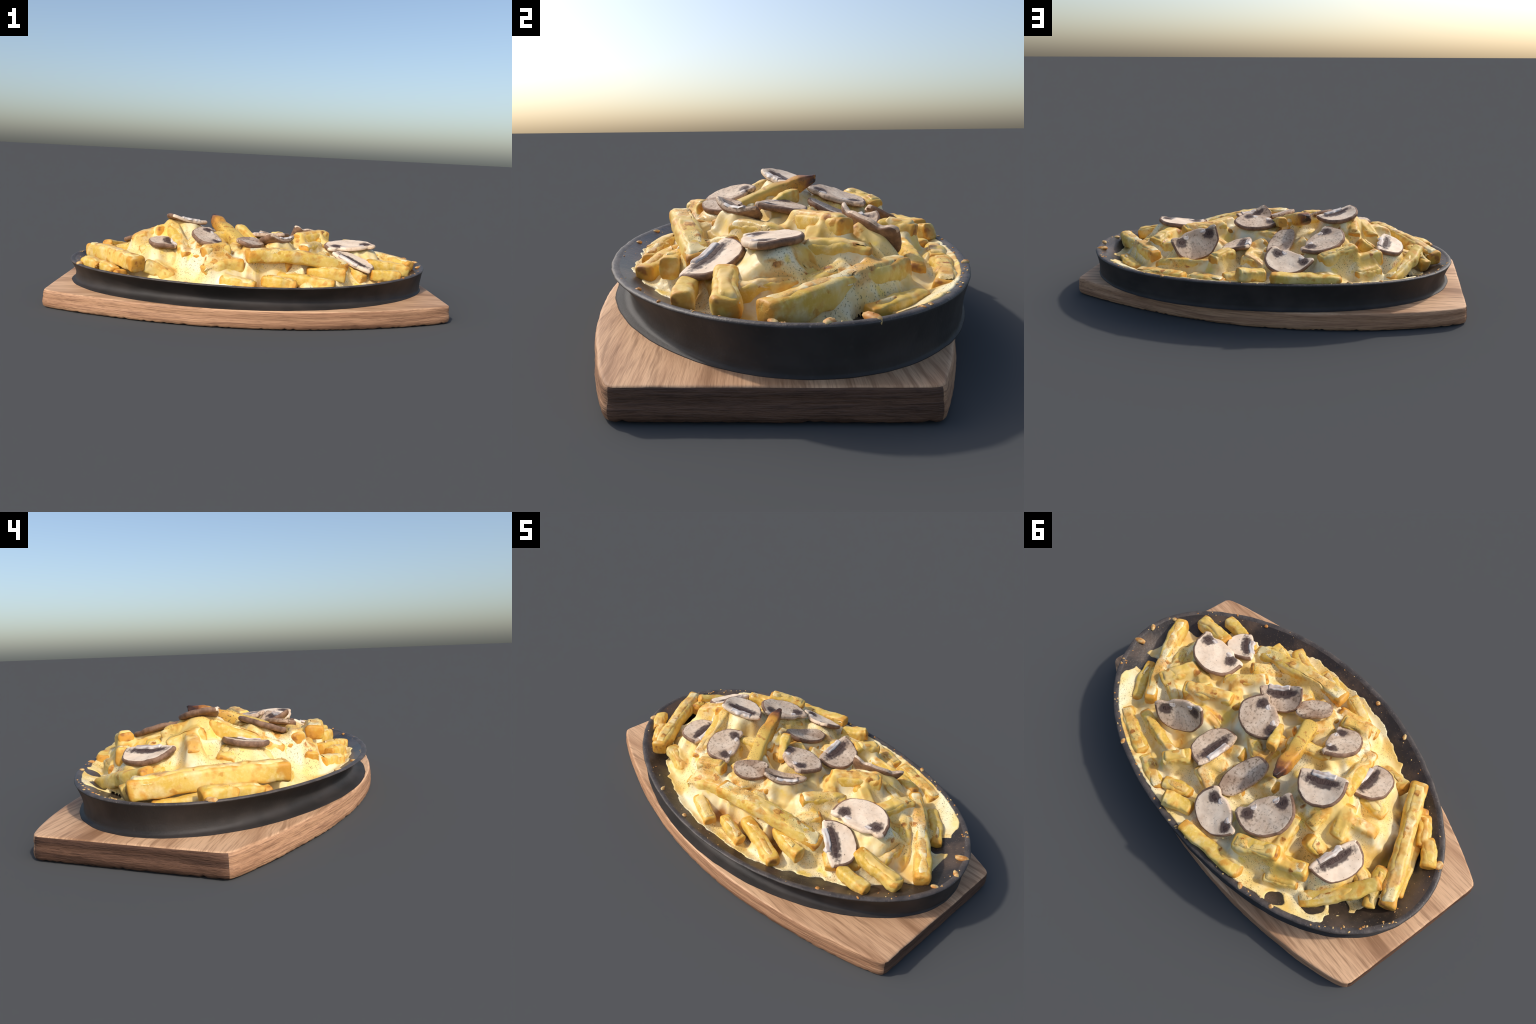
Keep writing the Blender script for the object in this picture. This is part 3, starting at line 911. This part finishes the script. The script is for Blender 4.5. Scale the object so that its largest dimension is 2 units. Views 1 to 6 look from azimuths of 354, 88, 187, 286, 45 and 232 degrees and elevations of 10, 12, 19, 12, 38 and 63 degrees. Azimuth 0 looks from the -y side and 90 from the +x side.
    cf = np.stack([ci[I, J], ci[I + 1, J], ci[I + 1, J + 1], ci[I, J + 1]], 1)
    cap_ob = new_mesh("cheese_cap", relax(np.stack([X[cu], Y[cu], D[cu]], 1), cf, 5), cf.tolist(), mats, parent)
    cap_ob["kind"] = "stuff"
    verts = np.stack([X[used], Y[used], C[used]], 1)
    I, J = np.nonzero(quad)
    faces = np.stack([idx[I, J], idx[I + 1, J], idx[I + 1, J + 1], idx[I, J + 1]], 1)
    ob = new_mesh("melted_cheese", relax(verts, faces, 2), faces.tolist(), mats, parent)
    return ob, (X, Y, C)


def cheese_material():
    m = Nodes("melted_cheese")
    o = m.co.outputs["Object"]
    # where the cheese lies thin over a fry it is golden: one soft ellipsoid per fry
    gold = None
    for k, f in enumerate(FRIES):
        if k in (BURNT, BURNT + 1):
            continue
        a, b = np.array(f[0][0]), np.array(f[0][2])
        c = fry_center(f, 0.5)
        d = b - a
        L = np.linalg.norm(d)
        yaw, pitch = math.atan2(d[1], d[0]), -math.asin(d[2] / L)
        vec = o
        if gold is not None:      # chained, so that the shader needs one mask in memory at a time
            av = m.n("VectorMath", operation="ADD")
            m.t.links.new(o, av.inputs[0])
            m.put(av.inputs[1], m.math("MULTIPLY", gold, 1e-6))
            vec = av.outputs[0]
        loc = m.mapping(vec, loc=tuple(c), rot=(0, pitch, yaw), scale=(L / 2 + 0.02, f[1] / 2 + 0.016, 0.075), kind="TEXTURE")
        ln = m.n("VectorMath", operation="LENGTH")
        m.t.links.new(loc, ln.inputs[0])
        g = m.step(ln.outputs["Value"], 1.05, 0.55, 0, 1.2 - f[3] * 0.45)
        gold = g if gold is None else m.math("MAXIMUM", gold, g)
    n1 = m.noise(8, 3)
    n2 = m.noise(24, 3, 0.55)
    c = m.mix(m.step(n1, 0.35, 0.65), (0.90, 0.79, 0.51), (0.86, 0.64, 0.24))
    c = m.mix(m.step(m.noise(15, 2), 0.57, 0.72, 0, 0.8), c, (0.88, 0.62, 0.09))       # oil
    c = m.mix(m.step(m.noise(6.5, 4, 0.6, m.mapping(o, loc=(2, 5, 1))), 0.49, 0.66, 0, 0.7), c, (0.80, 0.49, 0.10))
    gg = m.math("MULTIPLY", gold, m.step(n2, 0.18, 0.50))
    gg = m.math("MULTIPLY", gg, m.step(m.noise(4.5, 2), 0.64, 0.44, 0.30, 1.0))
    c = m.mix(m.math("MULTIPLY", gg, 0.85, True), c, (0.78, 0.48, 0.085))
    # toasted blisters
    vor = m.n("TexVoronoi", feature="F1")
    m.put(vor.inputs["Vector"], o)
    vor.inputs["Scale"].default_value = 21
    dist = m.math("ADD", vor.outputs["Distance"], m.math("MULTIPLY", m.math("SUBTRACT", n2, 0.5), 1.3))
    cellr = m.xyz(vor.outputs["Color"])[0]
    spot = m.math("MULTIPLY", m.step(dist, 0.40, 0.18), m.step(cellr, 0.30, 0.40))
    spot = m.math("MULTIPLY", spot, m.step(gold, 0.25, 0.6))
    broad = m.math("MULTIPLY", m.step(m.noise(13, 3, 0.6), 0.48, 0.61), m.step(gold, 0.2, 0.7))
    toast = m.math("MAXIMUM", spot, m.math("MULTIPLY", broad, 0.8))
    c = m.mix(m.math("MULTIPLY", toast, 0.85), c, (0.68, 0.31, 0.04))
    c = m.mix(m.step(m.math("MULTIPLY", toast, m.noise(28, 3)), 0.42, 0.60, 0, 0.85), c, (0.34, 0.115, 0.02))
    pit = None  # occlusion shade of the hollows, painted into the cheese as dark amber
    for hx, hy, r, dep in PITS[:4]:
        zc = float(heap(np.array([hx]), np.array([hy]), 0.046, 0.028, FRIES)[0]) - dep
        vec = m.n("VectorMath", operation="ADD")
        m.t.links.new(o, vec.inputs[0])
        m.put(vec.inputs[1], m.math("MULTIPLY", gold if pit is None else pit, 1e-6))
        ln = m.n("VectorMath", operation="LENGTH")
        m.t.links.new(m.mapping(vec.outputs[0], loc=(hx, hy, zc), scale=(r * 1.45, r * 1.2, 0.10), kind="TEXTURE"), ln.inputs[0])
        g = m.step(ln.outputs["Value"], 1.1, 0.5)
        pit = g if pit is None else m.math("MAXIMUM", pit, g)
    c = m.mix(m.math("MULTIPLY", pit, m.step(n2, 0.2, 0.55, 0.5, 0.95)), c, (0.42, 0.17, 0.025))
    # toasted crust where it clings to the far rim
    xyz = m.xyz(o)
    crust = m.math("MULTIPLY", m.step(xyz[1], 0.40, 0.52), m.step(m.noise(22, 3), 0.52, 0.66))
    c = m.mix(m.math("MULTIPLY", crust, 0.7), c, (0.62, 0.30, 0.06))
    c = m.mix(m.math("MULTIPLY", herb_mask(m, None, 0.62), 0.75), c, (0.13, 0.105, 0.03))
    m.bump(m.math("ADD", m.noise(45, 3), m.math("MULTIPLY", spot, 0.6)), 0.25, 0.006)
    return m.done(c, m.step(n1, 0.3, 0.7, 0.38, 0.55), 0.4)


def build_crumbs(parent, mat):
    """toasted drips and crumbs on the rim and inner wall"""
    verts, faces = [], []
    r = random.Random(4)
    spots = [(4, 0.022, 0.016), (14, 0.03, 0.022), (200, 0.02, 0.019), (205, 0.05, 0.010), (-38, 0.012, 0.006), (-8, 0.03, 0.014), (62, 0.012, 0.012),
             (118, 0.02, 0.013), (128, 0.018, 0.010), (98, 0.02, 0.011), (248, 0.03, 0.012), (262, 0.035, 0.012), (310, 0.03, 0.010)]
    spots += [(r.uniform(20, 170), r.uniform(0.008, 0.035), r.uniform(0.003, 0.006)) for _ in range(60)]
    spots += [(r.uniform(170, 380), r.uniform(0.01, 0.06), r.uniform(0.0015, 0.0035)) for _ in range(36)]
    for deg, ins, rad in spots:
        th = math.radians(deg)
        x, y, z = (float(v) for v in oval(np.array(th)))
        l = math.hypot(x - CX, y - CY)
        x, y = x - (x - CX) / l * ins, y - (y - CY) / l * ins
        z = float(pan_inner_z(np.array(x), np.array(y)))
        b = len(verts)
        U, V = 12, 7
        st = r.uniform(0.7, 1.5)
        an = r.uniform(0, 3)
        for i in range(V):
            p = math.pi * i / (V - 1)
            for j in range(U):
                q = 2 * math.pi * j / U
                k = 1 + 0.25 * mnoise.noise(Vector((math.cos(q) * 2 + deg, math.sin(q) * 2, p)))
                ux, uy = rad * st * math.sin(p) * math.cos(q) * k, rad / st * math.sin(p) * math.sin(q) * k
                verts.append((x + ux * math.cos(an) - uy * math.sin(an), y + ux * math.sin(an) + uy * math.cos(an), z + 0.55 * rad * math.cos(p) * k))
        for i in range(V - 1):
            for j in range(U):
                j2 = (j + 1) % U
                faces.append((b + i * U + j, b + (i + 1) * U + j, b + (i + 1) * U + j2, b + i * U + j2))
    ob = new_mesh("cheese_crumb", verts, faces, [mat], parent, closed=True)
    ob["kind"] = "stuff"
    return ob


# ------------------------------------------------------------------ assemble
board = build_board()
pan = build_pan()
food = bpy.data.objects.new("loaded_fries", None)
food.empty_display_size = 0.1
food.location = (0, 0, PAN_FLOOR)
bpy.context.scene.collection.objects.link(food)
bpy.context.view_layer.update()
food["label"] = "heap of fries under melted cheese with mushroom slices"
food["category"] = "food"

fm, bm = fry_material(), burnt_material()
for k, f in enumerate(FRIES):
    build_fry(k, f, bm if k == BURNT else fm, food)
mm = mushroom_materials()
for k, s in enumerate(MUSHROOMS):
    build_mushroom(k, s, mm, food)
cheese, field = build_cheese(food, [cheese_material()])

m = Nodes("toasted_crumb")
c = m.mix(m.step(m.noise(40, 2), 0.4, 0.62), (0.70, 0.48, 0.20), (0.52, 0.22, 0.05))
build_crumbs(food, m.done(c, 0.55, 0.35))
